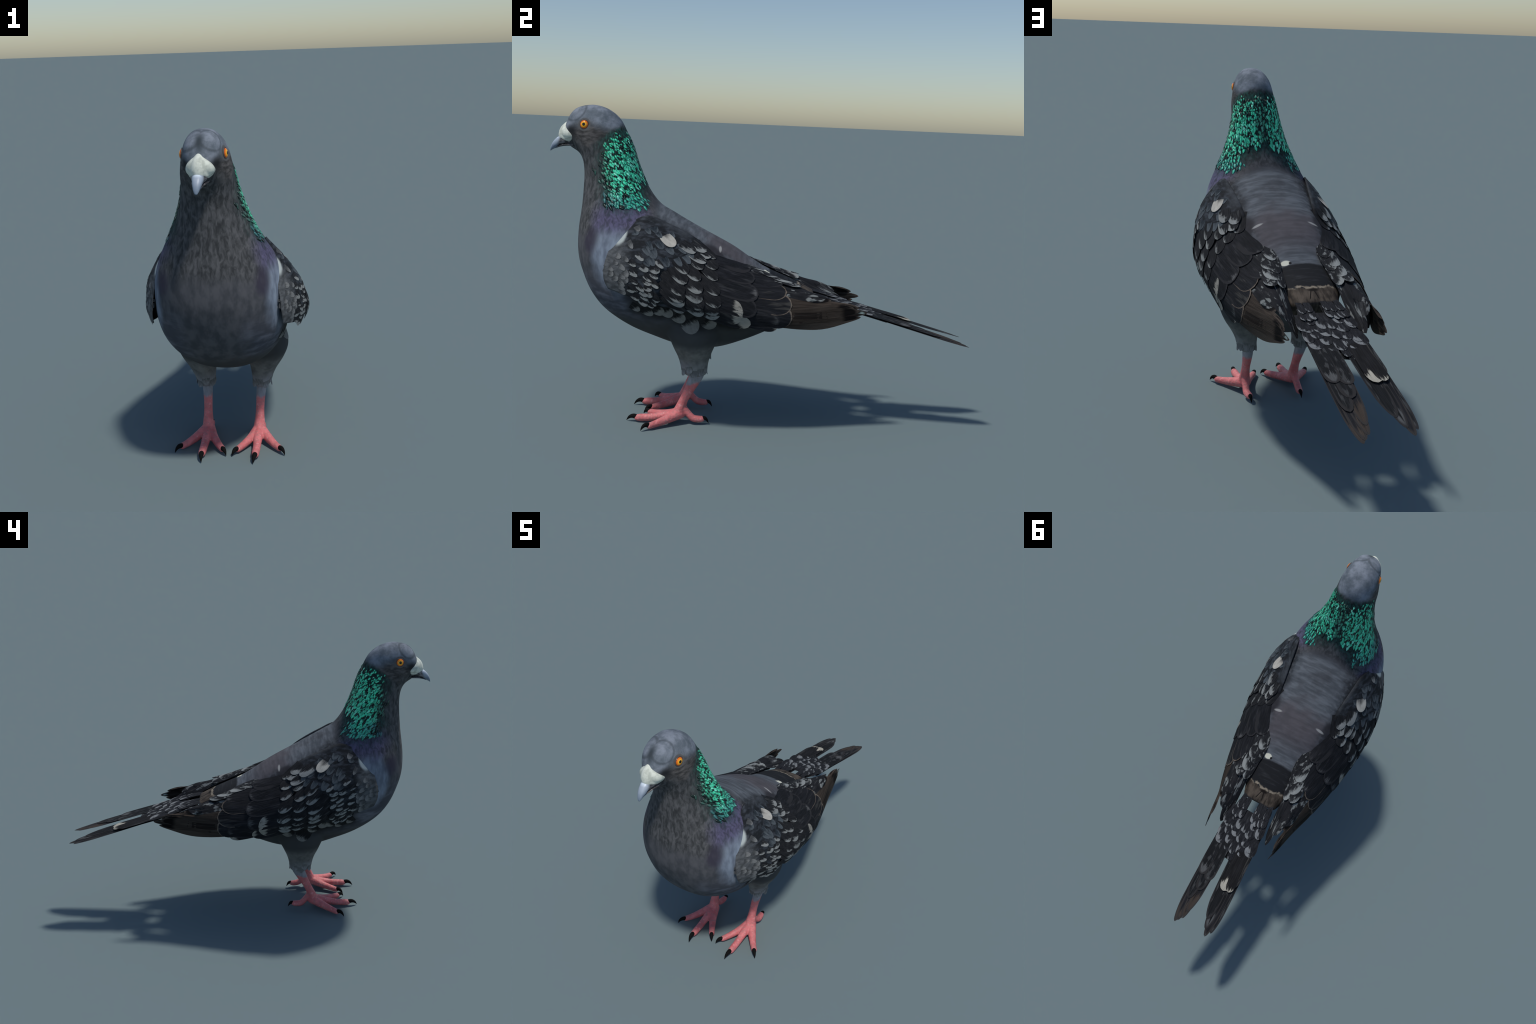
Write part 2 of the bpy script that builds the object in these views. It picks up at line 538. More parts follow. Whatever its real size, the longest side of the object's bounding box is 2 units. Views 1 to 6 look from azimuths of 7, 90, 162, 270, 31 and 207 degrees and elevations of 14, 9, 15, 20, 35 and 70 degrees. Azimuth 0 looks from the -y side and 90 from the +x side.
# ------------------------------------------------------------------ feather looks
def feather_mat(name, dark, dark2, pale, tip=.75, soft=.12, fringe=None, notch=0.0, side=0.0, blotch=0.0, amount=1.0, rough=.8, c=.62, shaft=.15, rag=.3, tipdark=0):
    """Dark feather with a pale tip.  tip: where the pale starts along the length; notch: dark
    wedge kept along the shaft; side: lean of the pale to one side; fringe: thin hem colour."""
    m = Mat(name, rough, .1)
    x, y = m.x, m.y
    n = m.noise(3.2, m.vec(x * .8, y * 1.3, 0.0), 4, w=m.rand * 37)
    barbs = m.noise(1, m.vec(x.abs() * 6 - y * 4, x * 9 + y * 2, m.rand * 50), 3)
    col = m.mix(dark, dark2, m.step(.35, .75, n * .6 + barbs * .4))
    col = m.mix(col, m.mix(dark2, pale, .22), m.step(.56, .74, m.noise(1, m.vec(x * 2.2, y * 1.6, m.rand * 23), 3)) * .55)
    col = m.mix(col, m.mix(dark2, pale, .25), m.step(.06, .0, x.abs()) * shaft)
    lean = x * side
    e = y + lean + (x.abs() * notch) + (n - .5) * rag + (barbs - .5) * .22 + (m.rand - .5) * .30
    if amount > 0:
        f = m.step(tip - soft, tip + soft, e) * m.step(0.0, .45, n + .1)
        col = m.mix(col, m.gain(pale, .6 + n * .8), f * amount)
    if tipdark:
        col = m.mix(col, (.005, .004, .004), m.step(tipdark - .04, tipdark + .03, y + (n - .5) * .06))
    if blotch:
        b = m.step(.55, .64, m.noise(2.0, m.vec(x * .9, y * 2.6, 0.0), 2, w=m.rand * 91))
        col = m.mix(col, pale, b * blotch)
    if fringe is not None:
        k = ((y - c).max(0.0)) * (1 / (1 - c))
        r = (x * x + k * k).sqrt() + (n - .5) * .12
        col = m.mix(col, fringe, m.step(.86, .97, r) * m.step(.3, .55, y + (n - .5) * .3))
    m.bump(barbs, .25, .02)
    return m.done(col)


BLACK, COAL, SLATE = (.010, .011, .013), (.024, .025, .030), (.05, .056, .07)
PALE, CREAM = (.23, .24, .235), (.40, .38, .32)
BROWN, UMBER = (.027, .021, .017), (.066, .053, .044)

M_BODY = plumage()
M_LESSER = feather_mat("mottled_covert", BLACK, (.03, .031, .035), (.24, .25, .245), .84, .12, notch=.02, side=.44, shaft=.03, rag=1.1)
M_SHOULDER = feather_mat("blue_covert", (.015, .020, .026), (.044, .056, .068), (.125, .145, .16), .80, .2, notch=.25, amount=.55, shaft=.05)
M_GREYCOVERT = feather_mat("grey_covert", (.045, .048, .051), (.085, .09, .095), (.21, .215, .215), .7, .2, amount=.8)
M_GREATER = feather_mat("scalloped_covert", BLACK, (.028, .028, .031), (.22, .23, .225), .98, .12, notch=.05, side=.38, shaft=.04, rag=.8)
M_SECOND = feather_mat("dark_flight_feather", (.008, .009, .011), (.021, .022, .027), (.2, .2, .2), 1.05, .06, fringe=(.026, .026, .029), amount=.4, shaft=.05)
M_SECHEM = feather_mat("hemmed_flight_feather", (.008, .009, .011), (.021, .022, .027), CREAM, 1.2, .06, fringe=(.16, .13, .105), amount=0, c=.78, shaft=.05)
M_SPOT = feather_mat("white_spot_covert", (.016, .019, .024), (.04, .048, .058), (.45, .43, .385), .60, .26, notch=.26, side=.10, shaft=.05)
M_SECPALE = feather_mat("pale_tipped_flight_feather", BLACK, (.024, .025, .03), (.27, .26, .23), .80, .05, side=-.10, notch=-.05, shaft=.05, rag=.2)
M_PRIMARY = feather_mat("brown_flight_feather", BROWN, UMBER, (.10, .08, .065), 1.2, .1, fringe=(.085, .066, .052), amount=0.0)
M_PRIMDARK = feather_mat("dark_ended_flight_feather", BROWN, UMBER, (.10, .08, .065), 1.2, .1, fringe=(.06, .048, .04), amount=0.0, tipdark=.83)
M_PRIMTIP = feather_mat("tip_flight_feather", (.010, .008, .007), (.028, .02, .017), (.36, .44, .41), .935, .02, fringe=(.05, .035, .03))
M_TERTIAL = feather_mat("blotched_tertial", BLACK, (.028, .029, .033), (.25, .265, .26), .93, .09, notch=.08, side=.25, blotch=.6)
M_LOBE = feather_mat("lobed_tertial", BLACK, (.024, .024, .028), (.23, .245, .24), 1.5, .09, amount=0, blotch=.75, shaft=.03)
M_TAILCOV = feather_mat("tail_covert_look", (.010, .011, .013), (.032, .033, .039), (.19, .20, .205), .96, .10, notch=.02, side=.34, amount=1, shaft=.0, rag=1.0)
M_TAIL = feather_mat("tail_feather_look", (.008, .009, .010), (.019, .020, .023), (.085, .088, .09), .97, .03, fringe=(.03, .029, .03), shaft=.04, blotch=.5)
M_TAILSPOT = feather_mat("spotted_tail_feather", (.009, .009, .010), (.022, .022, .024), CREAM, .90, .025, side=-.03, shaft=.03)
M_TAILBROWN = feather_mat("brown_tipped_tail_feather", BLACK, (.027, .027, .032), (.056, .044, .036), .925, .035, fringe=(.04, .037, .036), shaft=.03)
M_FLANK = feather_mat("flank_feather_look", (.010, .011, .012), (.026, .027, .029), (.20, .20, .19), .70, .10, side=.12)


def wing_base_look():
    m = Mat("wing_down", .8, .15)
    n1, n2 = m.noise(14, detail=4), m.noise(45, detail=3)
    ax = (m.x - XC).abs()
    st = m.noise(1, m.scaled(40, 26, 60, (.6, 0, 0)), 3)
    col = m.mix((.012, .014, .017), (.045, .052, .064), m.step(.4, .72, st))
    grey = m.mix((.05, .054, .058), (.115, .122, .13), m.step(.3, .7, st))
    col = m.mix(col, grey, m.step(-.56, -.625, m.y + (n1 - .5) * .08) * m.step(.93, .86, m.z))
    col = m.mix(col, m.mix((.03, .034, .04), (.085, .095, .108), st), m.step(.215, .165, ax + (n1 - .5) * .08) * m.step(-.28, -.36, m.y) * .9)
    col = m.mix(col, (.012, .012, .014), m.step(-.34, -.24, m.y))
    col = m.mix(col, (.42, .46, .45), m.step(1.0, .6, m.blob((.245, -.625, .905), (.035, .040, .062), wob=(n1 - .5) * .3)))
    m.bump(n2, .3, .004)
    return m.done(col)


M_WINGBASE = wing_base_look()


def lay(kind, parents, F, a, b, hw, o0, o1, mat, **kw):
    """Lay one feather and its mirror image on the two wings."""
    kw.setdefault('flip', -1 if F is wing else 1)
    me, M = feather_mesh(kind, F, a, b, hw, o0, o1, **kw)
    me.materials.append(mat)
    ob = add(kind, me, parents[0])
    ob.matrix_world = M
    if len(parents) > 1:
        tw = add(kind, me, parents[1])
        tw.matrix_world = MIRROR @ M
    return ob


# ------------------------------------------------------------------ build: body
pigeon = bpy.data.objects.new("pigeon", None)
bpy.context.scene.collection.objects.link(pigeon)
pigeon["label"] = "dark chequered pigeon with green neck, standing on pink feet"
pigeon["category"] = "pigeon"

rings = []
for i in range(22 * 6 + 1):
    u = i / 6
    rings.append([body_point(u, TAU * j / SEG) for j in range(SEG)])
skin = remeshed([loft(rings), thigh_rings(1), thigh_rings(-1)], .0075, 8)


def split_body(me):
    nv = len(me.vertices)
    co = np.empty(nv * 3)
    me.vertices.foreach_get("co", co)
    co = co.reshape(-1, 3)
    no = np.empty(nv * 3)
    me.vertex_normals.foreach_get("vector", no)
    no = no.reshape(-1, 3)
    regions = {"head": [], "neck": [], "torso": [], "leg": [], "leg.001": []}
    for p in me.polygons:
        x, y, z = p.center
        ax = abs(x - XC)
        if (z - 1.35) - (1.20 - 1.35) / (-.845 + .635) * (y + .635) * 1.0 > 0 and z > 1.15:
            k = "head"
        elif z > 1.03 + (.90 - 1.03) / (-.86 + .48) * (y + .48):
            k = "neck"
        elif z < .40 and ax > .045 and abs(y + .288) < .06 + (z - .24) * .42 and z < .335 + .5 * max(ax - .07, 0):
            k = "leg" if x > XC else "leg.001"
        else:
            k = "torso"
        regions[k].append(tuple(p.vertices))
    out = {}
    for k, faces in regions.items():
        used = sorted({v for f in faces for v in f})
        idx = {v: i for i, v in enumerate(used)}
        part = new_mesh(k.split(".")[0], co[used], [tuple(idx[v] for v in f) for f in faces])
        part.normals_split_custom_set_from_vertices([tuple(no[v]) for v in used])
        out[k] = add(k.split(".")[0], part, pigeon, M_BODY)
    return out


skin_tree = BVHTree.FromPolygons([v.co.copy() for v in skin.vertices], [tuple(p.vertices) for p in skin.polygons])
parts = split_body(skin)
bpy.data.meshes.remove(skin)
head, neck, torso = parts["head"], parts["neck"], parts["torso"]


# ------------------------------------------------------------------ build: beak, cere, eyes
def ellipse_rings(rows, seg=24, steps=4):
    rows = np.array(rows)
    rings = []
    for i in range((len(rows) - 1) * steps + 1):
        ty, tz, by, bz, w, n = spline(rows, i / steps)
        T, B = np.array([ty, tz]), np.array([by, bz])
        C, H = (T + B) / 2, (T - B) / 2
        ring = []
        for j in range(seg):
            c, s = math.cos(TAU * j / seg), math.sin(TAU * j / seg)
            q = C + H * math.copysign(abs(c) ** (2 / n), c)
            ring.append((-.005 + w * math.copysign(abs(s) ** (2 / n), s), q[0], q[1]))
        rings.append(ring)
    return loft(rings)


def horn():
    m = Mat("beak_horn", .4, .4)
    n = m.noise(60, detail=3)
    blue = m.mix((.20, .25, .32), (.36, .415, .49), m.step(1.26, 1.31, m.z + (n - .5) * .02))
    blue = m.mix(blue, (.62, .70, .78), m.step(1.307, 1.318, m.z) * m.step(-.955, -.96, m.y))  # white highlight painted on the upper base of the nail
    blue = m.mix(blue, (.07, .10, .17), m.step(.010, .016, (m.x + .005).abs()) * m.step(1.285, 1.265, m.z) * .8)
    base = m.mix((.03, .03, .033), (.24, .23, .24), m.step(.4, .7, n))
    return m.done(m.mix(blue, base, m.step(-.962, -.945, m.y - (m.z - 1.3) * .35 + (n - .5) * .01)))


def cere_look():
    m = Mat("cere_skin", .7, .2)
    n = m.noise(45, detail=3)
    col = m.mix((.50, .53, .46), (.70, .73, .64), m.step(.3, .6, n))
    col = m.mix(col, (.30, .30, .25), m.step(.0025, .0005, (m.z - 1.309 - (m.y + .92) * .22).abs()) * m.step(.02, .03, (m.x + .004).abs()) * .6)
    m.bump(n, .25, .004)
    return m.done(col)


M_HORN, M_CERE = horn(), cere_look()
upper = ellipse_rings([
    (-.872, 1.316, -.875, 1.292, .036, 2.0), (-.905, 1.322, -.905, 1.286, .036, 2.0), (-.935, 1.326, -.935, 1.281, .028, 2.0), (-.957, 1.319, -.953, 1.276, .021, 2.2),
    (-.974, 1.306, -.968, 1.267, .0175, 2.3), (-.987, 1.289, -.979, 1.261, .014, 2.3), (-.995, 1.271, -.989, 1.256, .010, 2.2), (-.9985, 1.253, -.9945, 1.2515, .004, 2.0)])
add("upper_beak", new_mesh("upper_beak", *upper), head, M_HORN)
lower = ellipse_rings([
    (-.872, 1.296, -.872, 1.277, .033, 2.0), (-.905, 1.290, -.905, 1.2765, .033, 2.0), (-.935, 1.285, -.935, 1.274, .0255, 2.0), (-.957, 1.276, -.956, 1.269, .0165, 2.0), (-.974, 1.266, -.973, 1.2625, .009, 2.0)])
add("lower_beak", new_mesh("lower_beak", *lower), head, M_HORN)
cere = beads([(-.004, -.902, 1.389, .011), (-.004, -.913, 1.371, .0185), (-.004, -.924, 1.350, .027), (-.004, -.928, 1.331, .0305), (-.004, -.934, 1.318, .024)])
for s in (1, -1):
    cere += beads([(-.004 + s * .003, -.906, 1.376, .013), (-.004 + s * .013, -.913, 1.350, .0255), (-.004 + s * .022, -.909, 1.336, .029), (-.004 + s * .034, -.891, 1.329, .021), (-.004 + s * .042, -.872, 1.327, .013)])
    cere += beads([(-.004 + s * .010, -.925, 1.318, .022), (-.004 + s * .022, -.908, 1.314, .019), (-.004 + s * .035, -.886, 1.317, .0145)])
add("cere", remeshed(cere, .0028, 10), head, M_CERE)


def eye_look():
    m = Mat("eye_iris", .15, .5)
    d = (m.x * m.x + m.y * m.y).sqrt()
    n = m.noise(120, detail=2)
    col = m.mix((.95, .47, .022), (.85, .19, .009), m.step(.0100, .0150, d + (n - .5) * .004))
    col = m.mix(col, (.12, .016, .007), m.step(.0165, .0195, d))
    col = m.mix((.003, .003, .003), col, m.step(.0066, .0076, d))
    return m.done(col)


def lid_look():
    m = Mat("eyelid_skin", .6, .3)
    return m.done(m.mix((.055, .055, .055), (.12, .115, .11), m.noise(90)))


M_EYE, M_LID = eye_look(), lid_look()
bm = bmesh.new()
bmesh.ops.create_uvsphere(bm, u_segments=40, v_segments=24, radius=.0212)
bmesh.ops.scale(bm, vec=(1, 1, .62), verts=bm.verts)
eye_me = bpy.data.meshes.new("eye")
bm.to_mesh(eye_me)
bm.free()
eye_me.polygons.foreach_set("use_smooth", [True] * len(eye_me.polygons))
ring = []
for i in range(40):
    a = TAU * i / 40
    ring.append([(math.cos(a) * (.0212 + .0022 * math.cos(TAU * k / 10)), math.sin(a) * (.0212 + .0022 * math.cos(TAU * k / 10)), .0012 + .0022 * math.sin(TAU * k / 10)) for k in range(10)])
lv, lf = loft(ring + [ring[0]], cap=False)
lid_me = new_mesh("eyelid", lv, lf)
eye_x = max((p[0] - XC for p in (body_point(u * .05, f * .02) for u in range(20, 120) for f in range(158))
             if abs(p[1] + .822) < .006 and abs(p[2] - 1.378) < .006), default=.07)
for s in (1, -1):
    zax = unit(np.array([s * 1.0, -.16, .10]))
    xax = unit(np.cross([0, 0, 1.0], zax))
    yax = np.cross(zax, xax)
    M = np.eye(4)
    M[:3, 0], M[:3, 1], M[:3, 2] = xax, yax, zax
    M[:3, 3] = (XC + s * (eye_x - .0065), -.822, 1.378)
    e = add("eye", eye_me, head, M_EYE)
    e.matrix_world = Matrix(M.tolist())
    l = add("eyelid", lid_me, head, M_LID)
    M[0, 3] += s * .0025
    l.matrix_world = Matrix(M.tolist())


# ------------------------------------------------------------------ build: neck scales
def scale_look(name, a, b, c):
    m = Mat(name, .35, .5)
    i = m.island()
    n = m.noise(14, detail=3)
    col = m.mix(a, b, m.step(.15, .75, i * .7 + n * .5 - .1))
    col = m.mix(col, c, m.step(.86, .95, i))  # a few scales coloured palest, as painted glints
    return m, col, n


def neck_look(name, low, high, glint):
    m, col, n = scale_look(name, low, high, glint)
    i = m.island() * .55 + m.noise(95, detail=2) * .5
    ax = (m.x - XC).abs()
    # duller toward the throat, along the hind neck and at the lower edge
    dull = m.step(-.660, -.735, m.y + (m.z - 1.15) * .25 + (n - .5) * .06).max(m.step(.036, .010, ax + (n - .5) * .05) * .65)
    col = m.mix(col, m.mix((.022, .026, .027), (.05, .085, .078), i), dull * .94)
    col = m.mix(col, m.mix((.03, .10, .16), (.04, .22, .23), i), m.step(1.10, 1.03, m.z + (n - .5) * .12 - ax * .1) * .55)
    col = m.mix(col, (.006, .018, .015), m.step(.46, .36, i))
    return m.done(col)


def scatter_scales():
    r = random.Random(21)
    verts, faces, looks = [], [], []
    u = 5.2
    row = 0
    while u < 11.6:
        P0, P1 = body_point(u, math.pi * .35), body_point(u + .1, math.pi * .35)
        du = .1 * .0098 / np.linalg.norm(P1 - P0)
        phi = -math.pi * .75
        half = (row % 2) * .5
        w = spline(SECTIONS, u)[4]
        dphi = .0085 / max(w * 1.05, .05)
        k = 0
        while phi + (k + half) * dphi < math.pi * .75:
            f = phi + (k + half) * dphi + r.uniform(-.25, .25) * dphi
            k += 1
            uu = u + r.uniform(-.3, .3) * du
            P = body_point(uu, f)
            ax = abs(P[0] - XC)
            y, z = P[1], P[2]
            fade = .02 * math.sin(z * 47) + r.uniform(-.02, .02)
            top = z < 1.352 - max(0, (-.60 - y)) * .16 + fade * .5 + r.choice((-.03, -.012, 0, .006))
            front = y > -.775 - (z - 1.2) * .05 - .04 * math.sin(z * 23) + r.uniform(-.035, .02)
            low = z > 1.20 - ax * .95 + fade + r.choice((-.03, -.01, 0, .02, .05)) and z > 1.03 + fade * .6 and y > -.738 + max(0, 1.17 - z) * .36 + fade * .4 + r.choice((-.035, -.015, 0, .012)) + r.uniform(0, .02)
            if not (top and front and low):
                continue
            h = 1e-3
            Tu = unit(body_point(uu + .02, f) - P)
            Tf = (body_point(uu, f + .02) - P)
            N = unit(np.cross(Tf, Tu))
            if np.dot(N, [P[0] - XC, 0, .02]) < 0 and ax > .02:
                N = -N
            if ax <= .02 and N[2] < 0:
                N = -N
            # fall of the feather: down the neck, turning outward and down at the sides
            fall = unit(Tu * .5 + np.array([0, .75, -.6]))
            fall = unit(fall - N * np.dot(fall, N))
            ang = r.uniform(-.38, .38)
            B = np.cross(N, fall)
            T = fall * math.cos(ang) + B * math.sin(ang)
            B = np.cross(N, T)
            s = r.uniform(.75, 1.25) * (.75 + .35 * smooth01(1.36, 1.1, z))
            L, W = .024 * s, .0058 * s
            o = len(verts)
            lift = r.uniform(.5, 1.3)
            for (ty, wv, hh) in ((-.1, .5, -.0015), (.3, 1.0, .0008), (.62, .85, .0016), (.88, .42, .0020), (1.0, .08, .0021)):
                for v in (-1, 0, 1):
                    verts.append(P + T * L * ty + B * W * wv * v + N * (hh * lift + .0008 * (1 - abs(v))))
            for a in range(4):
                for b in range(2):
                    i = o + a * 3 + b
                    faces.append((i, i + 1, i + 4, i + 3))
                    looks.append((0, 1, 1, 2)[a])
            # underside closes the little blade
            q = len(verts)
            verts.append(P + T * L * .5 - N * .002)
            edge = [0, 3, 6, 9, 12, 13, 14, 11, 8, 5, 2, 1]
            for a in range(12):
                faces.append((o + edge[a], o + edge[(a + 1) % 12], q))
                looks.append(0)
        u += du
        row += 1
    me = new_mesh("neck_feather", verts, faces)
    me.polygons.foreach_set("material_index", looks)
    bm = bmesh.new()
    bm.from_mesh(me)
    bmesh.ops.recalc_face_normals(bm, faces=bm.faces)
    bm.to_mesh(me)
    bm.free()
    return me


scales = scatter_scales()
for look in (neck_look("green_gloss_root", (.006, .020, .016), (.018, .11, .075), (.02, .14, .10)),
             neck_look("green_gloss", (.03, .29, .175), (.085, .92, .52), (.26, .98, .68)),
             neck_look("green_gloss_tip", (.05, .42, .26), (.19, .98, .64), (.45, 1.0, .80))):
    scales.materials.append(look)
sc = add("neck_feather", scales, neck)
sc["kind"] = "stuff"


# ------------------------------------------------------------------ build: wings
# how far back the shoulder (scapular and lesser covert) layer reaches at each height t
A_EDGE_T = (0.0, .2, .27, .40, .47, .6, 1.0)
A_EDGE_Y = (-.27, -.235, -.30, -.355, -.43, -.447, -.46)


def a_edge(t):
    return float(np.interp(t, A_EDGE_T, A_EDGE_Y))


def wing_base(side):
    ny, nt = 70, 30
    verts, faces = [], []
    for k in (0, 1):
        for i in range(ny + 1):
            for j in range(nt + 1):
                t = j / nt
                y = -.655 + (.26 + .655) * i / ny
                y = y if y < a_edge(t) else y
                P = wing(y, t)
                h = 1e-3
                N = -unit(np.cross(wing(y + h, t) - P, wing(y, t + h) - P))
                front = smooth01(-.655, -.60, y)
                off = -.001 - .013 * smooth01(a_edge(t) - .02, a_edge(t) + .03, y)
                P = P + N * (off - k * (.002 + .006 * front))
                verts.append((P[0] if side > 0 else 2 * XC - P[0], P[1], P[2]))
    n = nt + 1
    top = (ny + 1) * n
    for i in range(ny):
        for j in range(nt):
            q = (i * n + j, i * n + j + 1, (i + 1) * n + j + 1, (i + 1) * n + j)
            faces += [q, tuple(top + v for v in q[::-1])]
    for i in range(ny):
        for j in (0, nt):
            faces.append((i * n + j, (i + 1) * n + j, top + (i + 1) * n + j, top + i * n + j))
    for j in range(nt):
        for i in (0, ny):
            faces.append((i * n + j, i * n + j + 1, top + i * n + j + 1, top + i * n + j))
    me = new_mesh("wing", verts, faces)
    bm = bmesh.new()
    bm.from_mesh(me)
    bmesh.ops.recalc_face_normals(bm, faces=bm.faces)
    bm.to_mesh(me)
    bm.free()
    return me


wings = [add("wing", wing_base(s), pigeon, M_WINGBASE) for s in (1, -1)]

# primaries: brown, folded into a narrow upright blade that ends in a pale-tipped point
for k, (a, b, hw) in enumerate([
        ((.02, .52), (.33, .50), .030), ((.02, .62), (.44, .615), .026), ((.02, .68), (.458, .66), .028),
        ((.02, .76), (.435, .70), .034), ((.02, .84), (.46, .74), .032), ((.02, .91), (.468, .90), .024)]):
    lay("primary_feather", wings, wing, a, b, hw, -.010 + .0006 * k, -.003 + .0006 * k, M_PRIMDARK, c=.55, root=.8, nt=18, point=1.25)
lay("primary_feather", wings, wing, (.05, .80), (.497, .78), .026, -.006, -.001, M_PRIMTIP, c=.6, root=.8, nt=20, point=1.3)

# tertials: blotched inner feathers beside the rump
for k, (a, b, hw) in enumerate([
        ((.05, .40), (.31, .40), .038), ((.08, .30), (.37, .30), .036), ((.08, .16), (.428, .16), .026), ((.05, .09), (.405, .10), .024)]):
    lay("tertial_feather", wings, wing, a, b, hw, -.009 + .0008 * k, -.003 + .0008 * k, M_LOBE, c=.72, root=.8, nt=14)
for k, (a, b, hw) in enumerate([
        ((-.12, .05), (.02, .09), .026), ((-.08, .14), (.08, .15), .030), ((-.05, .05), (.10, .08), .026),
        ((.0, .15), (.15, .16), .030), ((.02, .05), (.195, .09), .026), ((.05, .22), (.19, .24), .028)]):
    lay("tertial_feather", wings, wing, a, b, hw, -.006 + .001 * k, .002 + .0008 * k, M_TERTIAL, c=.66, root=.75)

# secondaries: broad dark feathers with a thin warm hem, the front ones with pale tips
for k, (a, b, hw, mat) in enumerate([
        ((-.10, .95), (.09, .99), .030, M_SECPALE), ((-.16, .88), (.10, .88), .040, M_SECOND),
        ((-.12, .74), (.152, .82), .058, M_SECHEM), ((-.14, .56), (.150, .62), .056, M_SECHEM), ((-.16, .40), (.125, .44), .050, M_SECHEM),
        ((-.16, .26), (.11, .28), .044, M_SECOND),
        ((-.24, .92), (-.03, 1.02), .034, M_SECPALE), ((-.25, .74), (-.065, .88), .050, M_SECPALE), ((-.24, .60), (-.005, .72), .050, M_SECOND), ((-.24, .42), (.0, .50), .050, M_SECOND),
        ((-.23, .26), (-.02, .32), .048, M_SECOND), ((-.23, .12), (-.04, .17), .042, M_SECOND)]):
    lay("secondary_feather", wings, wing, a, b, hw, -.008 + .0004 * k, -.004 + .0004 * k, mat, c=.72, root=.8, nt=14)

# greater coverts: three scalloped rows
for (n, y0, y1, t0, t1, ln, dt, hw, o) in ((7, -.275, -.245, .16, .95, .085, .15, .031, .000), (6, -.335, -.315, .34, .93, .080, .17, .030, .002), (6, -.395, -.405, .42, .95, .078, .17, .028, .004)):
    for k in range(n):
        f = (k + rng.uniform(-.18, .18)) / (n - 1)
        y, t = y0 + (y1 - y0) * f + rng.uniform(-.008, .008), t0 + (t1 - t0) * f
        lay("greater_covert_feather", wings, wing, (y - .02, t - dt), (y + ln, t + rng.uniform(-.01, .02)), hw * rng.uniform(.85, 1.15), -.006 + o * .7 + .0005 * (k % 2), -.001 + o * .7 + .0005 * (k % 2), M_GREATER, c=.66, root=.7)

# shoulder: lesser coverts, small and dense, pale tipped low down, blue-grey above
rows = 9
for i in range(rows):
    y = -.625 + .34 * i / (rows - 1)
    size = .95 + .6 * i / (rows - 1)
    n = 14
    for k in range(n):
        t = .09 + .93 * k / (n - 1) + (i % 2) * .04 + rng.uniform(-.012, .012)
        yy = y + rng.uniform(-.014, .014) + .02 * math.sin(t * 9)
        ye = yy + .036 * size
        te = t + .055 * size * rng.uniform(.45, 1.5)
        if ye > a_edge(min(te, 1)) + .03 or te > 1.04:
            continue
        grey = yy + .12 * (1 - t) < -.575 - .0 * t
        mat = M_GREYCOVERT if (yy < -.595 + .03 * rng.random()) else (M_SHOULDER if t < .40 + rng.uniform(-.06, .06) else M_LESSER)
        if t < .36 and yy < -.585:
            continue
        hw = .0150 * size * rng.uniform(.65, 1.3)
        lay("lesser_covert_feather", wings, wing, (yy - .014, t - .045), (ye, te), hw, -.003, .0006 if mat is M_SHOULDER else .0011, mat, c=.55, root=.6, nt=8, nv=4)
# scapulars: larger, with white and cream spots
for (a, b, hw, mat) in [((-.40, .10), (-.295, .20), .030, M_LESSER), ((-.35, .18), (-.245, .27), .026, M_LESSER), ((-.36, .05), (-.25, .13), .030, M_LESSER), ((-.33, .10), (-.225, .19), .030, M_LESSER),
                        ((-.470, .10), (-.385, .215), .030, M_SPOT)]:
    lay("scapular_feather", wings, wing, a, b, hw, -.004, .0045, mat, c=.6, root=.6)

# ------------------------------------------------------------------ build: tail
def tail_base():
    outline_l = [(.034, .262), (.084, .262), (.108, .36), (.112, .45), (.105, .60), (.07, .60), (.014, .585), (.014, .338), (.034, .338)]
    outline_r = [(-.008, .262), (-.008, .338), (.014, .338), (.014, .585), (-.06, .60), (-.102, .60), (-.108, .45), (-.105, .36), (-.092, .262)]
    verts, faces = [], []
    for out in (outline_l, outline_r):
        o = len(verts)
        n = len(out)
        for dz in (-.008, -.011):
            verts += [tail(x, y) + np.array([0, 0, dz]) for x, y in out]
        faces.append(tuple(o + i for i in range(n)))
        faces.append(tuple(o + n + i for i in range(n))[::-1])
        for i in range(n):
            j = (i + 1) % n
            faces.append((o + i, o + n + i, o + n + j, o + j))
    me = new_mesh("tail", verts, faces, False)
    return me


tail_ob = add("tail", tail_base(), pigeon, M_TAIL)
T1 = [tail_ob]
for k, (a, b, hw, mat) in enumerate([
        ((.098, .36), (.097, .997), .025, M_TAILBROWN), ((.075, .36), (.086, .985), .028, M_TAILBROWN), ((.060, .36), (.068, .966), .026, M_TAILBROWN), ((.038, .36), (.060, .925), .0265, M_TAILBROWN),
        ((-.090, .36), (-.106, .963), .022, M_TAIL), ((-.072, .36), (-.085, .990), .026, M_TAILBROWN), ((-.052, .36), (-.070, .955), .028, M_TAIL), ((-.022, .36), (-.055, .905), .031, M_TAIL)]):
    lay("tail_feather", T1, tail, a, b, hw, -.006 + .0008 * (k % 4), -.003 + .0008 * (k % 4), mat, c=.80, root=.8, nt=26, seed=k, ragged=.05, point=1.45)
for k, (a, b, hw, mat) in enumerate([
        ((.085, .40), (.09, .86), .026, M_TAIL), ((.06, .40), (.062, .80), .030, M_TAIL), ((.045, .42), (.045, .735), .030, M_TAIL), ((.094, .42), (.090, .72), .030, M_TAIL),
        ((-.095, .42), (-.102, .70), .018, M_TAIL), ((-.045, .42), (-.058, .74), .030, M_TAILSPOT), ((-.075, .42), (-.086, .735), .026, M_TAILSPOT)]):
    lay("tail_feather", T1, tail, a, b, hw, -.001, .002 + .0008 * k, mat, c=.85, root=.8, nt=16, seed=50 + k, ragged=.04)
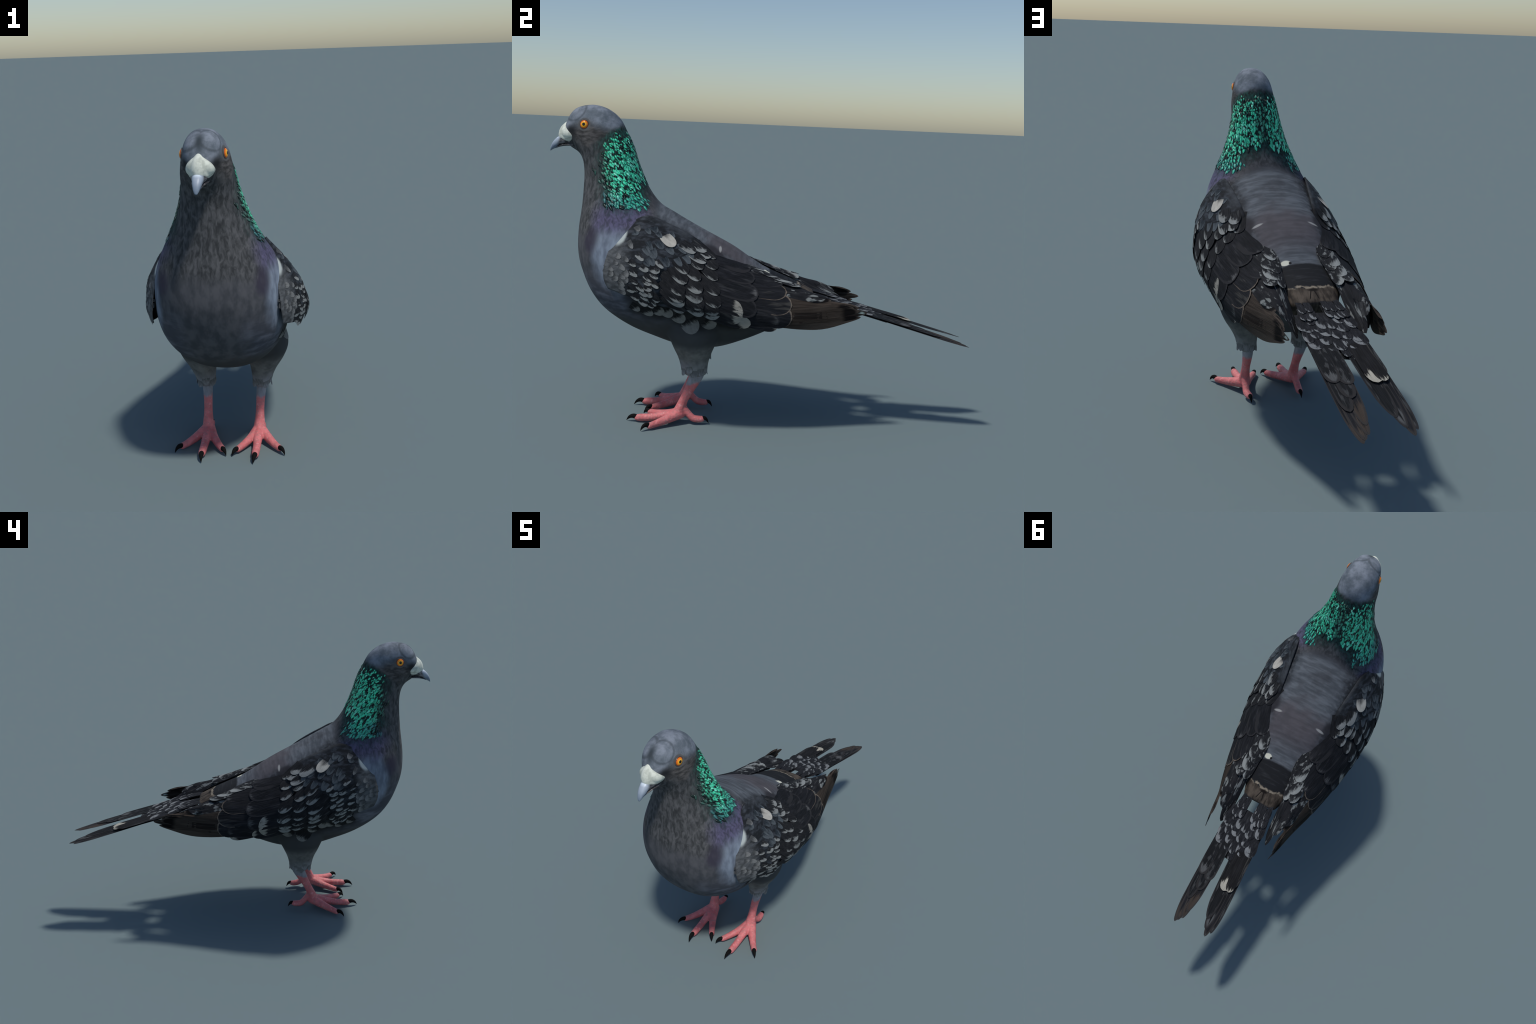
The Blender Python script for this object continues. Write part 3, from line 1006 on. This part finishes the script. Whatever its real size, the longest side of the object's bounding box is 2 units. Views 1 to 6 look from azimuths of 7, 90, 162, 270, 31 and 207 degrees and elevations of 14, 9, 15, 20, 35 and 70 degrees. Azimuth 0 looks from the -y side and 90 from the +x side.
for i, (ye, n) in enumerate([(.617, 5), (.575, 6), (.535, 5), (.49, 6), (.445, 5), (.41, 6)]):
    for k in range(n):
        if ye == .617 and k == 2:
            continue
        f = (k + .5 + (.25 if i % 2 else -.05)) / n
        xe = -.112 + .226 * f
        yt = ye + rng.uniform(-.022, .022)
        x0 = xe * .92
        lay("tail_covert_feather", T1, tail, (x0, yt - .11), (xe, yt), (.0265 if n == 5 else .0225) * rng.uniform(.8, 1.2), -.002 + .0006 * i, .0004 + .0007 * i, M_TAILCOV, c=.7, root=.7, nt=12, nv=6, ragged=.06, seed=900 + i * 10 + k)
for xe, ye in ((.046, .372), (.066, .380), (.086, .372), (-.022, .366), (-.045, .378), (-.068, .372), (-.088, .366), (.048, .325), (.078, .33), (-.025, .32), (-.05, .33), (-.08, .325)):
    lay("tail_covert_feather", T1, tail, (xe * .97, ye - .085), (xe, ye), .0150, .003, .008, M_TAILCOV, c=.7, root=.8, nt=9, nv=4)


# ------------------------------------------------------------------ build: flank feathers on the body
def flank(y, z):
    hit = skin_tree.ray_cast(Vector((.6, y, z)), Vector((-1, 0, 0)))[0]
    return np.array(hit) if hit else np.array([.1, y, z])


for (a, b, hw) in [
        ((-.600, .610), (-.530, .565), .020), ((-.560, .600), (-.470, .548), .024), ((-.500, .600), (-.420, .556), .026), ((-.45, .60), (-.385, .545), .026),
        ((-.400, .580), (-.330, .520), .030), ((-.345, .560), (-.275, .475), .040), ((-.27, .55), (-.19, .50), .030), ((-.200, .570), (-.085, .512), .032), ((-.16, .52), (-.03, .50), .028)]:
    lay("flank_feather", [torso, torso], flank, a, b, hw, -.002, .003, M_FLANK, c=.55, root=.6)


# ------------------------------------------------------------------ build: loose feathers at the thigh hem
M_THIGH = feather_mat("thigh_feather_look", (.11, .114, .112), (.20, .20, .196), (.30, .30, .31), .80, .2, shaft=.1, amount=.6)


def thigh_skin(a, z):
    zz = max(z, .268)
    c = Vector((.128, -.286, zz))
    d = Vector((math.cos(a), math.sin(a), 0))
    hit = skin_tree.ray_cast(c + d * .095, -d)[0] or c + d * .05
    return np.array([hit[0], hit[1], z])


for k in range(11):
    a = TAU * (k + rng.uniform(-.3, .3)) / 11
    low = .250 + rng.uniform(-.012, .010)
    lay("thigh_feather", [parts["leg"], parts["leg.001"]], thigh_skin, (a, low + .075), (a + .1, low), .019 * rng.uniform(.8, 1.2), -.004, .0035, M_THIGH, c=.7, root=.7, nt=8, nv=4, flip=1, ragged=.1, seed=k)


# ------------------------------------------------------------------ build: feet
def skin_look():
    m = Mat("pink_foot_skin", .55, .35)
    n1, n2 = m.noise(26, detail=4), m.noise(80, detail=2)
    col = m.mix((.56, .135, .14), (.70, .21, .212), m.step(.3, .7, n1))
    col = m.mix(col, (.42, .19, .18), m.step(.45, .7, n2) * .7)
    col = m.mix(col, (.82, .36, .36), m.step(.58, .76, m.noise(55, detail=2)) * .6)
    cuff = m.z + (m.noise(30) - .5) * .03 - (m.y + .29) * .25
    col = m.mix(col, m.mix((.17, .17, .185), (.36, .36, .40), m.noise(1, m.scaled(90, 90, 30), 3)), m.step(.190, .207, cuff))
    m.bump(m.voronoi(95), .3, .004)
    return m.done(col)


def claw_look():
    m = Mat("claw_horn", .7, .05)
    return m.done(m.mix((.004, .004, .004), (.012, .011, .011), m.noise(60)))


M_SKIN, M_CLAW = skin_look(), claw_look()
TOES = {
    "middle": [(.115, -.352, .052, .026), (.115, -.410, .036, .0215), (.116, -.480, .023, .018), (.116, -.535, .0185, .0175), (.116, -.551, .018, .0155)],
    "inner": [(.110, -.352, .048, .025), (.082, -.415, .031, .020), (.050, -.472, .0205, .0165), (.032, -.501, .0175, .0148)],
    "outer": [(.120, -.348, .048, .025), (.156, -.402, .032, .0215), (.192, -.450, .0205, .0170), (.217, -.480, .0165, .0148)],
    "hind": [(.117, -.338, .078, .019), (.120, -.312, .050, .0165), (.123, -.288, .0285, .0165), (.120, -.262, .0235, .0165), (.118, -.246, .0245, .0145)],
}
SHANK = [(.127, -.280, .262, .024), (.124, -.287, .235, .0235), (.120, -.308, .180, .0205), (.118, -.328, .130, .0200), (.117, -.344, .088, .0235), (.116, -.353, .060, .0280)]
CLAWS = {"middle": [(.116, -.550, .020, .0120), (.115, -.572, .0245, .0105), (.113, -.590, .0170, .0065), (.1105, -.603, .0015, .0010)],
         "inner": [(.033, -.500, .0195, .0115), (.023, -.516, .0235, .0100), (.015, -.528, .0160, .0062), (.010, -.536, .0015, .0010)],
         "outer": [(.216, -.479, .0185, .0115), (.228, -.497, .0235, .0100), (.238, -.509, .0160, .0062), (.244, -.517, .0015, .0010)],
         "hind": [(.118, -.247, .0270, .0105), (.118, -.232, .0285, .0088), (.1175, -.222, .0200, .0055), (.117, -.214, .0055, .0010)]}
TENDON = [(.127, -.258, .262, .022), (.124, -.266, .235, .0215), (.120, -.292, .185, .0185), (.118, -.322, .130, .0165), (.117, -.338, .095, .018)]
foot_me = remeshed([tube(SHANK), tube(TENDON)] + [tube(p) for p in TOES.values()], .0036, 4)
foot_me.name = "foot"
for s, leg in ((1, parts["leg"]), (-1, parts["leg.001"])):
    f = add("foot", foot_me, leg, M_SKIN)
    if s < 0:
        f.matrix_world = MIRROR
    for k, p in CLAWS.items():
        me = bpy.data.meshes.get("claw_" + k) or new_mesh("claw_" + k, *tube(p, 12, 5))
        c = add("claw", me, leg, M_CLAW)
        if s < 0:
            c.matrix_world = MIRROR
